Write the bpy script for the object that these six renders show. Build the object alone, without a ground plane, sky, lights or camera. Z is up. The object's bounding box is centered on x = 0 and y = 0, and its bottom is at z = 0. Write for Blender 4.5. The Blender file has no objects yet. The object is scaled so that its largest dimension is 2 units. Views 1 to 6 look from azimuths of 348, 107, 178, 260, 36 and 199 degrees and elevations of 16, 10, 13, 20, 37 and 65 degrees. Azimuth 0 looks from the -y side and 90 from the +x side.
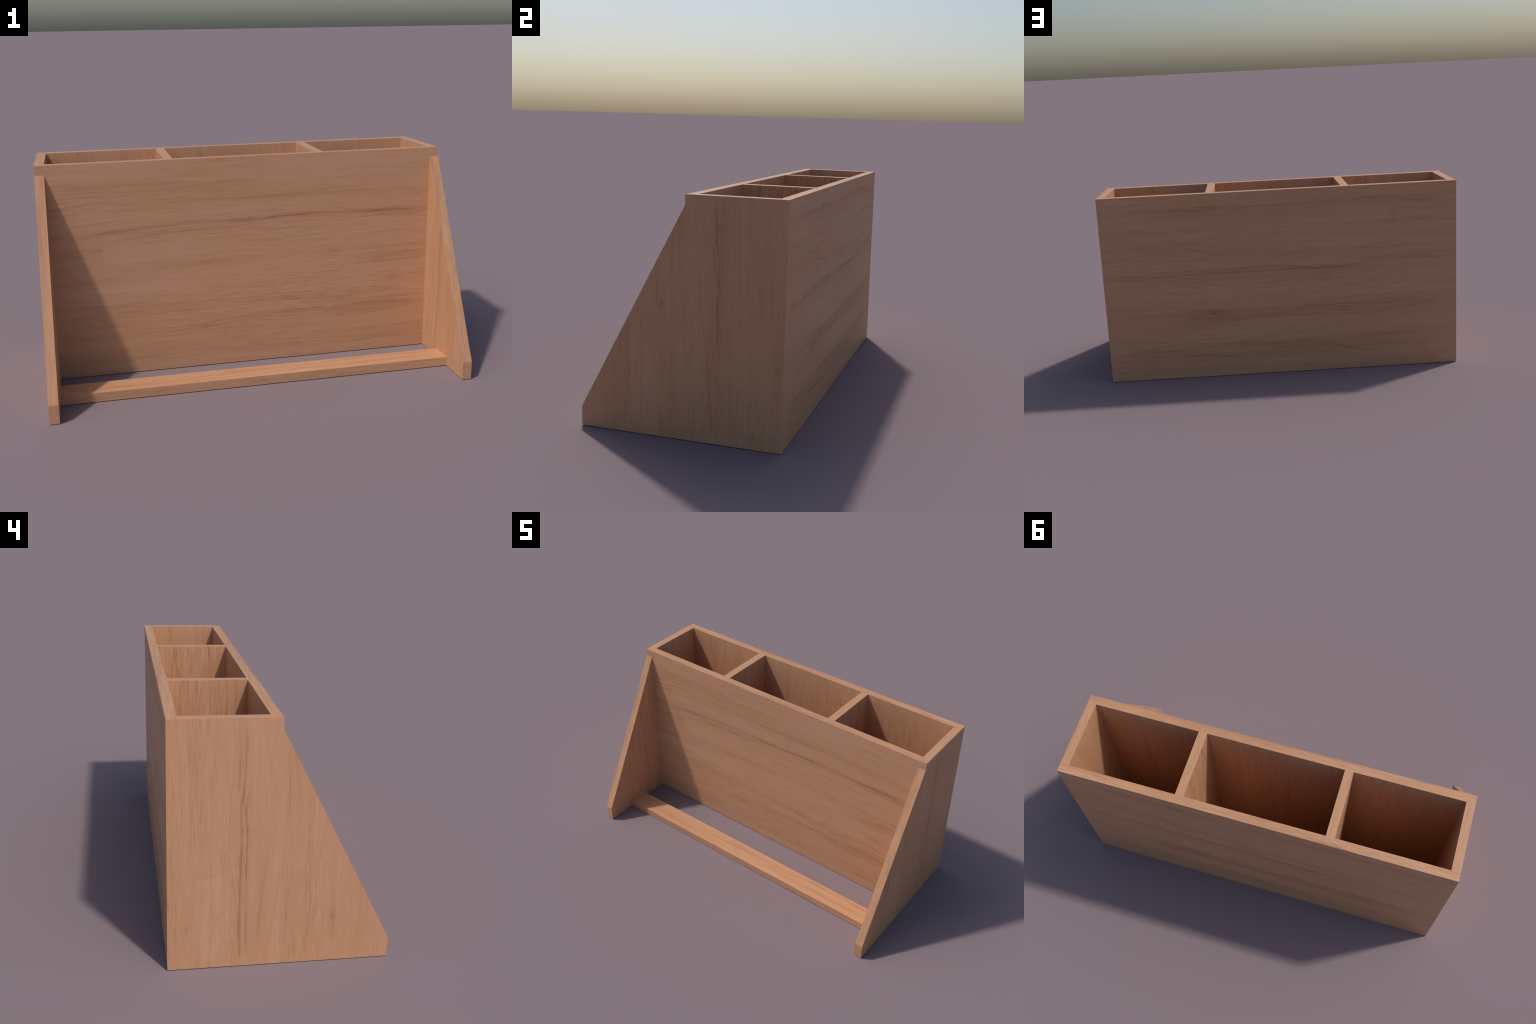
# Wooden desk organizer: a tall three-compartment box standing between two
# sloping side boards that are tied together at the foot by a flat crossbar.
import bpy, bmesh
from mathutils import Vector

# ----------------------------------------------------------------- sizes
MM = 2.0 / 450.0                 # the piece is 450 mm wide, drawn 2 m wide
T = 10 * MM                      # every board is 10 mm thick
X = 225 * MM                     # half width
H = 240 * MM                     # height
YF, YB = -105 * MM, 105 * MM     # toe of the side boards, back of the box
YX = 5 * MM                      # front of the box
ZN, ZF = 230 * MM, 20 * MM       # upper and lower end of the sloping edge
DIVIDERS = (-85 * MM, 85 * MM)   # centres of the two partitions
BAR_Y, BAR_W = -50 * MM, 27.5 * MM


# ------------------------------------------------------------ node helpers
class Nodes:
    """Small expression layer over a shader node tree."""

    def __init__(self, tree):
        self.t = tree

    def new(self, kind):
        return self.t.nodes.new(kind)

    def put(self, socket, value):
        if isinstance(value, bpy.types.NodeSocket):
            self.t.links.new(value, socket)
        else:
            socket.default_value = value

    def math(self, op, a, b=None, c=None, clamp=False):
        n = self.new("ShaderNodeMath")
        n.operation, n.use_clamp = op, clamp
        for i, v in enumerate((a, b, c)):
            if v is not None:
                self.put(n.inputs[i], v)
        return n.outputs[0]

    def add(self, a, b): return self.math("ADD", a, b)
    def sub(self, a, b): return self.math("SUBTRACT", a, b)
    def mul(self, a, b): return self.math("MULTIPLY", a, b)

    def vec(self, x, y, z=0.0):
        n = self.new("ShaderNodeCombineXYZ")
        for i, v in enumerate((x, y, z)):
            self.put(n.inputs[i], v)
        return n.outputs[0]

    def noise(self, vector, scale=1.0, detail=2.0, rough=0.5, distort=0.0):
        """Noise recentred on zero."""
        n = self.new("ShaderNodeTexNoise")
        n.noise_dimensions = "3D"
        self.put(n.inputs["Vector"], vector)
        n.inputs["Scale"].default_value = scale
        n.inputs["Detail"].default_value = detail
        n.inputs["Roughness"].default_value = rough
        n.inputs["Distortion"].default_value = distort
        return self.sub(n.outputs["Fac"], 0.5)

    def white(self, vector):
        n = self.new("ShaderNodeTexWhiteNoise")
        n.noise_dimensions = "3D"
        self.put(n.inputs["Vector"], vector)
        return n.outputs["Value"]

    def smooth(self, x, lo, hi):
        """Smooth step from 0 at lo to 1 at hi (lo may exceed hi)."""
        n = self.new("ShaderNodeMapRange")
        n.interpolation_type = "SMOOTHSTEP"
        self.put(n.inputs["Value"], x)
        a, b, p, q = (lo, hi, 0.0, 1.0) if lo < hi else (hi, lo, 1.0, 0.0)
        for key, v in (("From Min", a), ("From Max", b), ("To Min", p), ("To Max", q)):
            n.inputs[key].default_value = v
        return n.outputs["Result"]

    def curve(self, x, points):
        """Smooth function through (x, y) control points, y within (-1, 2)."""
        x0, x1 = points[0][0], points[-1][0]
        y0 = min(p[1] for p in points) - 0.02
        y1 = max(p[1] for p in points) + 0.02
        n = self.new("ShaderNodeFloatCurve")
        c = n.mapping.curves[0]
        while len(c.points) < len(points):
            c.points.new(0.5, 0.5)
        for cp, (px, py) in zip(c.points, points):
            cp.location = ((px - x0) / (x1 - x0), (py - y0) / (y1 - y0))
        n.mapping.update()
        self.put(n.inputs["Value"], self.math("DIVIDE", self.sub(x, x0), x1 - x0, clamp=True))
        return self.math("MULTIPLY_ADD", n.outputs[0], y1 - y0, y0)


# ------------------------------------------------------------- wood shader
MID = (0.565, 0.297, 0.162)
DARK = (0.335, 0.150, 0.078)
LIGHT = (0.660, 0.375, 0.235)


def wood(name, along, across, seed, streaks=(), steps=(), joints=(), knots=(), plank=0.15, contrast=1.0, slope=0.0, lift=0.115, relief=0.13):
    """Laminated light hardwood.

    along, across: directions of grain and of plank width, on Object coordinates.
    streaks: dark veins ([(u, v), ...] centre line, half width, strength).
    steps:   plank borders ([(u, v), ...], tone below the border, fade depth).
    joints:  short butt joints (u, v0, v1, tone change on the far side, fade).
    knots:   (u, v, length, width).
    """
    m = bpy.data.materials.new(name)
    m.use_nodes = True
    N = Nodes(m.node_tree)
    bsdf = m.node_tree.nodes["Principled BSDF"]
    pos = N.new("ShaderNodeTexCoord").outputs["Object"]

    def dot(d):
        n = N.new("ShaderNodeVectorMath")
        n.operation = "DOT_PRODUCT"
        N.put(n.inputs[0], pos)
        n.inputs[1].default_value = d
        return n.outputs["Value"]

    u, v = dot(along), dot(across)

    # knots push the grain aside, a slow noise makes it wander
    drift = N.mul(N.noise(N.vec(N.mul(u, 1.3), N.mul(v, 2.6), seed), detail=2.0), 0.075)
    drift = N.add(drift, N.mul(N.noise(N.vec(N.mul(u, 5.0), N.mul(v, 9.0), seed + 3.1), detail=1.0), 0.006))
    if slope:
        drift = N.add(drift, N.mul(u, slope))
    knot_dark = None
    for ku, kv, kl, kw in knots:
        du, dv = N.sub(u, ku), N.sub(v, kv)
        e = N.math("SQRT", N.add(N.math("POWER", N.math("ABSOLUTE", N.mul(du, 1 / kl)), 2.0), N.math("POWER", N.math("ABSOLUTE", N.mul(dv, 1 / kw)), 2.0)))
        ragged = N.add(e, N.mul(N.noise(N.vec(N.mul(u, 40), N.mul(v, 60), seed)), 0.5))
        core = N.smooth(ragged, 1.25, 0.15)
        halo = N.smooth(e, 4.0, 0.6)
        drift = N.add(drift, N.mul(N.mul(halo, N.math("SIGN", dv)), -0.010))
        part = N.add(N.mul(core, 0.17), N.mul(halo, 0.04))
        knot_dark = part if knot_dark is None else N.add(knot_dark, part)
    w = N.add(v, drift)

    # laminated planks: rows across the board
    row_pos = N.add(N.mul(N.add(v, N.mul(drift, 0.12)), 1.0 / plank), seed * 0.37)
    row = N.math("FLOOR", row_pos)
    tone = N.mul(N.sub(N.white(N.vec(row, 3.0, seed)), 0.5), 0.11)
    shift = N.mul(N.white(N.vec(row, 5.0, seed + 9.0)), 5.0)

    # grain, from broad bands down to pores
    broad = N.noise(N.vec(N.mul(u, 0.9), N.mul(w, 13.0), N.add(shift, seed)), detail=3.0, rough=0.6)
    bands = N.noise(N.vec(N.mul(u, 1.8), N.mul(w, 48.0), N.add(shift, seed + 1.3)), detail=3.0, rough=0.6)
    fine = N.noise(N.vec(N.mul(u, 7.0), N.mul(w, 170.0), seed + 2.2), detail=3.0, rough=0.65)
    pores = N.noise(N.vec(N.mul(u, 22.0), N.mul(w, 330.0), seed + 5.0), detail=1.0)
    strength = N.smooth(N.noise(N.vec(N.mul(u, 1.1), N.mul(v, 5.0), seed + 7.7), detail=1.0), -0.18, 0.22)
    fibre = N.noise(N.vec(N.mul(u, 11.0), N.mul(w, 95.0), seed + 12.0), detail=2.0, rough=0.6)
    f = N.add(tone, N.mul(broad, 0.60))
    f = N.add(f, N.mul(bands, 0.46))
    lively = N.add(0.4, N.mul(strength, 0.8))
    f = N.add(f, N.mul(N.mul(fibre, lively), 0.50))
    f = N.add(f, N.mul(N.mul(fine, lively), 0.80))
    pore_lines = N.mul(N.smooth(pores, 0.10, 0.30), N.add(0.25, strength))
    f = N.sub(f, N.mul(pore_lines, 0.10))
    # thin veins that follow the wandering grain
    vein = N.noise(N.vec(N.mul(u, 0.8), N.mul(w, 20.0), N.add(shift, seed + 6.0)), detail=2.0)
    vein = N.smooth(N.math("ABSOLUTE", vein), 0.022, 0.0)
    vein = N.mul(vein, N.smooth(N.noise(N.vec(N.mul(u, 1.6), N.mul(v, 4.0), seed + 11.0)), -0.02, 0.2))
    f = N.sub(f, N.mul(vein, 0.13))
    f = N.add(N.mul(f, contrast), lift)

    # named dark veins
    ragged = N.mul(N.add(fine, fibre), 0.016)
    for line, half, power in streaks:
        d = N.math("ABSOLUTE", N.add(N.sub(v, N.curve(u, line)), ragged))
        band = N.math("POWER", N.smooth(d, half * 1.5, 0.0), 1.3)
        run = line[-1][0] - line[0][0]
        soft = min(0.12, run * 0.3)
        band = N.mul(band, N.mul(N.smooth(u, line[0][0] - 0.2 * soft, line[0][0] + soft), N.smooth(u, line[-1][0] + 0.2 * soft, line[-1][0] - soft)))
        f = N.sub(f, N.mul(band, N.mul(power * 1.05, N.add(0.9, N.add(N.mul(bands, 1.6), N.mul(fibre, 2.0))))))
    # plank borders: a tone step with a crisp edge that fades away
    for line, change, depth in steps:
        d = N.add(N.sub(v, N.curve(u, line)), N.mul(fine, 0.006))
        below = N.mul(N.smooth(d, 0.002, -0.002), N.smooth(d, -depth, -depth * 0.25))
        run = line[-1][0] - line[0][0]
        below = N.mul(below, N.mul(N.smooth(u, line[0][0] - 0.01, line[0][0] + run * 0.12), N.smooth(u, line[-1][0] + 0.01, line[-1][0] - run * 0.12)))
        f = N.add(f, N.mul(below, change * 1.25))
    for ju, v0, v1, change, fade in joints:
        inside = N.mul(N.smooth(v, v0 - 0.002, v0 + 0.002), N.smooth(v, v1 + 0.002, v1 - 0.002))
        d = N.sub(u, ju) if fade > 0 else N.sub(ju, u)
        far = N.mul(N.smooth(d, -0.002, 0.002), N.smooth(d, abs(fade), 0.0))
        near = N.mul(N.smooth(d, 0.002, -0.002), N.smooth(d, -0.05, 0.0))
        f = N.add(f, N.mul(inside, N.sub(N.mul(far, change), N.mul(near, change * 0.7))))
    if knot_dark is not None:
        f = N.sub(f, knot_dark)

    ramp = N.new("ShaderNodeValToRGB")
    N.put(ramp.inputs[0], N.math("ADD", f, 0.5, clamp=True))
    e = ramp.color_ramp.elements
    e[0].position, e[0].color = 0.0, (*DARK, 1)
    e[1].position, e[1].color = 1.0, (*LIGHT, 1)
    mid = e.new(0.5)
    mid.color = (*MID, 1)

    # patches drift between a rosy and an olive cast
    cast = N.noise(N.vec(N.mul(u, 2.6), N.mul(w, 11.0), seed + 8.0), detail=3.0, rough=0.6)
    cast = N.math("ADD", N.mul(cast, 1.2), 0.5, clamp=True)
    tint = N.new("ShaderNodeMix")
    tint.data_type = "RGBA"
    N.put(tint.inputs[0], cast)
    tint.inputs[6].default_value = (1.012, 0.982, 0.985, 1)
    tint.inputs[7].default_value = (0.990, 1.016, 1.000, 1)
    mult = N.new("ShaderNodeMix")
    mult.data_type, mult.blend_type = "RGBA", "MULTIPLY"
    mult.inputs[0].default_value = 1.0
    N.put(mult.inputs[6], ramp.outputs[0])
    N.put(mult.inputs[7], tint.outputs[2])
    N.put(bsdf.inputs["Base Color"], mult.outputs[2])
    bsdf.inputs["Roughness"].default_value = 0.5
    bsdf.inputs["Specular IOR Level"].default_value = 0.35

    bump = N.new("ShaderNodeBump")
    bump.inputs["Strength"].default_value = relief
    bump.inputs["Distance"].default_value = 0.004
    N.put(bump.inputs["Height"], N.mul(N.sub(N.add(N.mul(fibre, 1.2), fine), N.mul(pore_lines, 0.3)), lively))
    N.put(bsdf.inputs["Normal"], bump.outputs[0])
    return m


AX, AY, AZ = (1, 0, 0), (0, 1, 0), (0, 0, 1)
rise = Vector((0, YX - YF, ZN - ZF)).normalized()

FRONT = wood(
    "wood_front", AX, AZ, 2.0, plank=0.21, slope=-0.02,
    streaks=[
        ([(-0.95, 0.768), (-0.76, 0.773), (-0.60, 0.788)], 0.010, 0.16),
        ([(-0.80, 0.716), (-0.55, 0.740), (-0.26, 0.755), (0.02, 0.750), (0.26, 0.765), (0.50, 0.762), (0.95, 0.745)], 0.011, 0.24),
        ([(-0.10, 0.751), (0.17, 0.759), (0.42, 0.768)], 0.005, 0.19),
        ([(-0.66, 0.680), (-0.35, 0.714), (-0.10, 0.722)], 0.008, 0.18),
        ([(0.55, 0.755), (0.75, 0.762), (0.96, 0.764)], 0.012, 0.22),
        ([(0.60, 0.738), (0.78, 0.732), (0.96, 0.722)], 0.014, 0.22),
        ([(-0.67, 0.819), (-0.53, 0.806)], 0.006, 0.12),
        ([(-0.34, 0.881), (0.0, 0.862), (0.32, 0.866), (0.95, 0.863)], 0.008, 0.14),
        ([(-0.95, 0.309), (-0.82, 0.302), (-0.68, 0.272)], 0.007, 0.16),
        ([(-0.58, 0.143), (-0.36, 0.147)], 0.008, 0.16),
        ([(0.17, 0.143), (0.29, 0.152)], 0.006, 0.12),
        ([(0.55, 0.225), (0.95, 0.226)], 0.012, 0.10),
    ],
    steps=[
        ([(-0.96, 0.974), (-0.3, 0.963), (0.1, 0.958)], -0.10, 0.10),
        ([(-0.96, 0.367), (-0.49, 0.362), (-0.1, 0.350), (0.2, 0.360), (0.96, 0.329)], -0.13, 0.22),
        ([(-0.50, 0.571), (0.05, 0.566)], -0.10, 0.07),
        ([(0.55, 0.535), (0.96, 0.539)], -0.09, 0.08),
    ],
    joints=[(-0.712, 0.573, 0.662, 0.10, 0.5)],
    knots=[(0.749, 0.397, 0.040, 0.014), (0.205, 0.913, 0.014, 0.004), (0.458, 0.560, 0.016, 0.006)],
)
BACK = wood(
    "wood_back", AX, AZ, 5.0, plank=0.205,
    streaks=[
        ([(-0.99, 0.635), (-0.58, 0.640), (-0.40, 0.618), (-0.26, 0.614), (-0.12, 0.622), (0.01, 0.634), (0.30, 0.630), (0.69, 0.629), (0.90, 0.616), (0.99, 0.628)], 0.009, 0.26),
        ([(-0.42, 0.606), (0.06, 0.614), (0.26, 0.613), (0.67, 0.609), (0.85, 0.596), (0.99, 0.605)], 0.008, 0.24),
        ([(-0.99, 0.600), (-0.4, 0.595), (0.4, 0.590), (0.99, 0.575)], 0.030, 0.12),
        ([(0.38, 0.788), (0.65, 0.790)], 0.005, 0.18),
        ([(0.28, 0.714), (0.46, 0.746), (0.56, 0.768)], 0.006, 0.18),
        ([(-0.99, 0.715), (-0.56, 0.715)], 0.007, 0.16),
        ([(0.45, 0.161), (0.74, 0.164), (0.98, 0.152)], 0.007, 0.18),
        ([(0.17, 0.093), (0.39, 0.122), (0.66, 0.127)], 0.007, 0.18),
        ([(-0.64, 0.103), (-0.50, 0.110), (-0.38, 0.125), (-0.29, 0.153), (-0.15, 0.152), (0.09, 0.157)], 0.006, 0.20),
    ],
    steps=[
        ([(-1.0, 1.004), (-0.63, 1.006), (0.02, 0.988), (0.41, 0.996), (0.80, 0.993)], -0.11, 0.12),
        ([(-1.0, 0.402), (-0.58, 0.408), (0.07, 0.410), (0.35, 0.406), (0.70, 0.411)], -0.12, 0.14),
        ([(-1.0, 0.205), (-0.34, 0.209), (0.27, 0.203), (0.64, 0.207), (1.0, 0.195)], -0.12, 0.16),
    ],
    joints=[(0.617, 0.413, 0.522, 0.07, -0.4), (0.424, 0.430, 0.534, 0.08, -0.5)],
    knots=[(0.389, 0.380, 0.030, 0.014), (0.22, 0.194, 0.030, 0.010), (-0.644, 0.897, 0.022, 0.010), (-0.641, 0.858, 0.024, 0.010),
           (-0.610, 0.806, 0.020, 0.009), (-0.595, 0.731, 0.024, 0.009), (-0.348, 0.359, 0.024, 0.012), (0.418, 0.991, 0.026, 0.010)],
)
LEFT = wood(
    "wood_left_side", AZ, AY, 8.0, plank=0.125,
    streaks=[
        ([(0.0, 0.165), (0.20, 0.174), (0.42, 0.175), (0.57, 0.173), (0.68, 0.176), (0.83, 0.164), (0.95, 0.161), (1.07, 0.167)], 0.007, 0.30),
        ([(0.0, 0.143), (0.38, 0.150), (0.60, 0.150), (0.68, 0.157), (0.76, 0.147), (0.85, 0.140)], 0.007, 0.28),
        ([(0.74, 0.189), (0.94, 0.185)], 0.004, 0.24),
        ([(0.0, 0.160), (0.5, 0.162), (1.07, 0.180)], 0.040, 0.16),
        ([(0.08, 0.101), (0.37, 0.082), (0.56, 0.071)], 0.012, 0.16),
        ([(0.03, 0.059), (0.26, 0.034), (0.48, -0.001)], 0.012, 0.16),
        ([(0.14, -0.015), (0.32, -0.016), (0.50, -0.016)], 0.003, 0.26),
        ([(0.58, -0.017), (0.79, -0.011), (0.95, -0.010)], 0.007, 0.18),
        ([(0.80, 0.063), (0.95, 0.066)], 0.010, 0.12),
        ([(0.78, 0.364), (1.07, 0.374)], 0.012, 0.10),
        ([(0.02, -0.235), (0.22, -0.215), (0.42, -0.209)], 0.012, 0.14),
    ],
    steps=[([(0.0, -0.017), (0.45, -0.015)], -0.07, 0.16), ([(0.0, 0.362), (0.53, 0.364)], 0.08, 0.12)],
    joints=[(0.410, 0.247, 0.363, 0.07, -0.35), (0.217, 0.250, 0.330, 0.07, -0.3)],
    knots=[(0.182, 0.394, 0.026, 0.014), (0.212, -0.215, 0.034, 0.016)],
)
RIGHT = wood(
    "wood_right_side", AZ, AY, 13.0, plank=0.10,
    streaks=[
        ([(0.39, 0.188), (0.45, 0.176), (0.59, 0.173), (0.78, 0.175), (0.91, 0.163), (1.07, 0.160)], 0.007, 0.32),
        ([(0.70, 0.160), (0.90, 0.150)], 0.005, 0.28),
        ([(0.02, 0.158), (0.19, 0.142), (0.48, 0.124)], 0.010, 0.24),
        ([(0.0, 0.180), (0.5, 0.180), (1.07, 0.170)], 0.055, 0.14),
        ([(0.70, 0.260), (1.07, 0.258)], 0.010, 0.20),
        ([(0.71, 0.314), (0.77, 0.311)], 0.004, 0.26),
        ([(0.80, 0.115), (1.07, 0.111)], 0.010, 0.14),
        ([(0.56, 0.378), (0.71, 0.356)], 0.020, 0.14),
        ([(0.04, 0.268), (0.42, 0.275)], 0.008, 0.14),
    ],
    steps=[([(0.0, -0.232), (0.54, -0.231)], -0.11, 0.14), ([(0.0, -0.112), (0.50, -0.114)], 0.06, 0.10)],
    joints=[(0.50, -0.028, 0.060, 0.09, -0.35)],
    knots=[(0.589, -0.083, 0.034, 0.014), (0.962, -0.004, 0.03, 0.012), (0.351, 0.442, 0.03, 0.018)],
)
INNER_LEFT = wood("wood_inner_left", AZ, AY, 17.0, plank=0.14, streaks=[([(0.0, -0.275), (0.10, -0.272), (0.28, -0.261), (0.40, -0.270)], 0.006, 0.22), ([(0.0, -0.10), (0.44, -0.098), (0.72, -0.080)], 0.005, 0.22)])
INNER_RIGHT = wood("wood_inner_right", AZ, AY, 19.0, plank=0.12, streaks=[([(0.0, -0.140), (0.36, -0.147), (0.75, -0.155)], 0.013, 0.24)])
BOX_FRONT_INSIDE = wood("wood_box_front_inside", AZ, AX, 23.0, plank=0.16)
BOX_BACK_INSIDE = wood("wood_box_back_inside", AZ, AX, 29.0, plank=0.13, knots=[(0.93, 0.215, 0.022, 0.011)],
                       streaks=[([(0.5, -0.70), (0.8, -0.69), (1.06, -0.685)], 0.006, 0.2), ([(0.6, 0.72), (0.85, 0.70), (1.0, 0.69)], 0.006, 0.18)])
DIVIDER_FACES = [wood("wood_divider_face", AZ, AY, 31.0, plank=0.2, contrast=1.5), wood("wood_divider_face_variant", AZ, AY, 37.0, plank=0.2, contrast=1.5)]
EDGE_LENGTHWISE = wood("wood_edge_lengthwise", AX, AY, 41.0, plank=0.4, contrast=1.1, lift=0.03)
EDGE_CROSSWISE = wood("wood_edge_crosswise", AY, AX, 43.0, plank=0.4, contrast=1.1, lift=0.03)
EDGE_SLOPING = wood("wood_edge_sloping", tuple(rise), AX, 47.0, plank=0.4, contrast=1.1, lift=0.03)
EDGE_UPRIGHT = wood("wood_edge_upright", AZ, AX, 53.0, plank=0.4, contrast=1.1, lift=0.03)
BAR_TOP = wood("wood_crossbar_top", AX, AY, 59.0, plank=0.3, contrast=1.0, lift=0.07,
               streaks=[([(-0.95, -0.228), (-0.78, -0.240), (-0.30, -0.252), (0.0, -0.251)], 0.008, 0.20), ([(-0.75, -0.225), (-0.52, -0.238), (-0.24, -0.220), (0.03, -0.202), (0.5, -0.210)], 0.006, 0.20),
                        ([(0.1, -0.232), (0.5, -0.240), (0.95, -0.225)], 0.010, 0.20), ([(0.3, -0.190), (0.95, -0.185)], 0.007, 0.16)],
               knots=[(-0.094, -0.227, 0.022, 0.006)])
BAR_FACE = wood("wood_crossbar_face", AX, AZ, 61.0, plank=0.3, contrast=1.1, lift=0.03, streaks=[([(-0.12, 0.004), (-0.03, 0.016), (0.06, 0.034)], 0.007, 0.22), ([(0.55, 0.030), (0.8, 0.026)], 0.006, 0.16)])


# ---------------------------------------------------------------- building
def board(name, outline, depth_axis, d0, d1, choose):
    """Extrude an outline (in the two other axes) from d0 to d1.

    choose(normal, centre) names the material of each face: the grain runs
    along the board on its faces and along the edge on its edges.
    """
    other = [i for i in range(3) if i != depth_axis]
    bm = bmesh.new()

    def ring(d):
        out = []
        for p in outline:
            c = [0.0, 0.0, 0.0]
            c[other[0]], c[other[1]], c[depth_axis] = p[0], p[1], d
            out.append(bm.verts.new(c))
        return out

    a, b = ring(d0), ring(d1)
    bm.faces.new(a)
    bm.faces.new(b)
    for i in range(len(a)):
        j = (i + 1) % len(a)
        bm.faces.new((a[i], a[j], b[j], b[i]))
    bmesh.ops.recalc_face_normals(bm, faces=bm.faces)
    mesh = bpy.data.meshes.new(name)
    slots = {}
    for f in bm.faces:
        f.normal_update()
        mat = choose(f.normal, f.calc_center_median())
        if mat not in slots:
            slots[mat] = len(slots)
            mesh.materials.append(mat)
        f.material_index = slots[mat]
    bm.to_mesh(mesh)
    bm.free()
    ob = bpy.data.objects.new(name, mesh)
    bpy.context.scene.collection.objects.link(ob)
    ob.parent = root
    return ob


def rectangle(a0, a1, b0, b1):
    return [(a0, b0), (a1, b0), (a1, b1), (a0, b1)]


root = bpy.data.objects.new("wooden_desk_organizer", None)
bpy.context.scene.collection.objects.link(root)
root["label"] = "light brown wooden three-compartment box with sloping sides and crossbar"
root["category"] = "desk organizer"

XI = X - T                       # inner face of the side boards
YI0, YI1 = YX + T, YB - T        # inside of the box, front to back

# front board: fits between the sides, its top edge reaching over them as ears
ears = [(-XI, 0), (XI, 0), (XI, ZN), (X, ZN), (X, H), (-X, H), (-X, ZN), (-XI, ZN)]


def front_faces(n, c):
    if n.y < -0.5: return FRONT
    if n.y > 0.5: return BOX_FRONT_INSIDE
    if abs(n.z) > 0.5: return EDGE_LENGTHWISE
    return RIGHT if n.x > 0 else LEFT


board("front_panel", ears, 1, YX, YI0, front_faces)


def back_faces(n, c):
    if n.y > 0.5: return BACK
    if n.y < -0.5: return BOX_BACK_INSIDE
    if abs(n.z) > 0.5: return EDGE_LENGTHWISE
    return RIGHT if n.x > 0 else LEFT


board("back_panel", rectangle(-X, X, 0, H), 1, YI1, YB, back_faces)

side_outline = [(YF, 0), (YI1, 0), (YI1, H), (YI0, H), (YI0, ZN), (YX, ZN), (YF, ZF)]
for side in (-1, 1):
    def side_faces(n, c):
        if n.x * side > 0.5: return RIGHT if side > 0 else LEFT
        if n.x * side < -0.5: return INNER_RIGHT if side > 0 else INNER_LEFT
        if n.y < -0.5 and n.z > 0.2: return EDGE_SLOPING
        if n.z > 0.5: return EDGE_CROSSWISE
        return EDGE_UPRIGHT
    board("side_panel", side_outline, 0, side * XI, side * X, side_faces)

for centre, face in zip(DIVIDERS, DIVIDER_FACES):
    board("divider", rectangle(YI0, YI1, T, H), 0, centre - T / 2, centre + T / 2,
          lambda n, c: face if abs(n.x) > 0.5 else EDGE_CROSSWISE)

board("bottom_panel", rectangle(YI0, YI1, 0, T), 0, -XI, XI, lambda n, c: EDGE_LENGTHWISE)

board("crossbar", rectangle(BAR_Y - BAR_W / 2, BAR_Y + BAR_W / 2, 0, T), 0, -XI, XI,
      lambda n, c: BAR_TOP if abs(n.z) > 0.5 else BAR_FACE if abs(n.y) > 0.5 else EDGE_UPRIGHT)
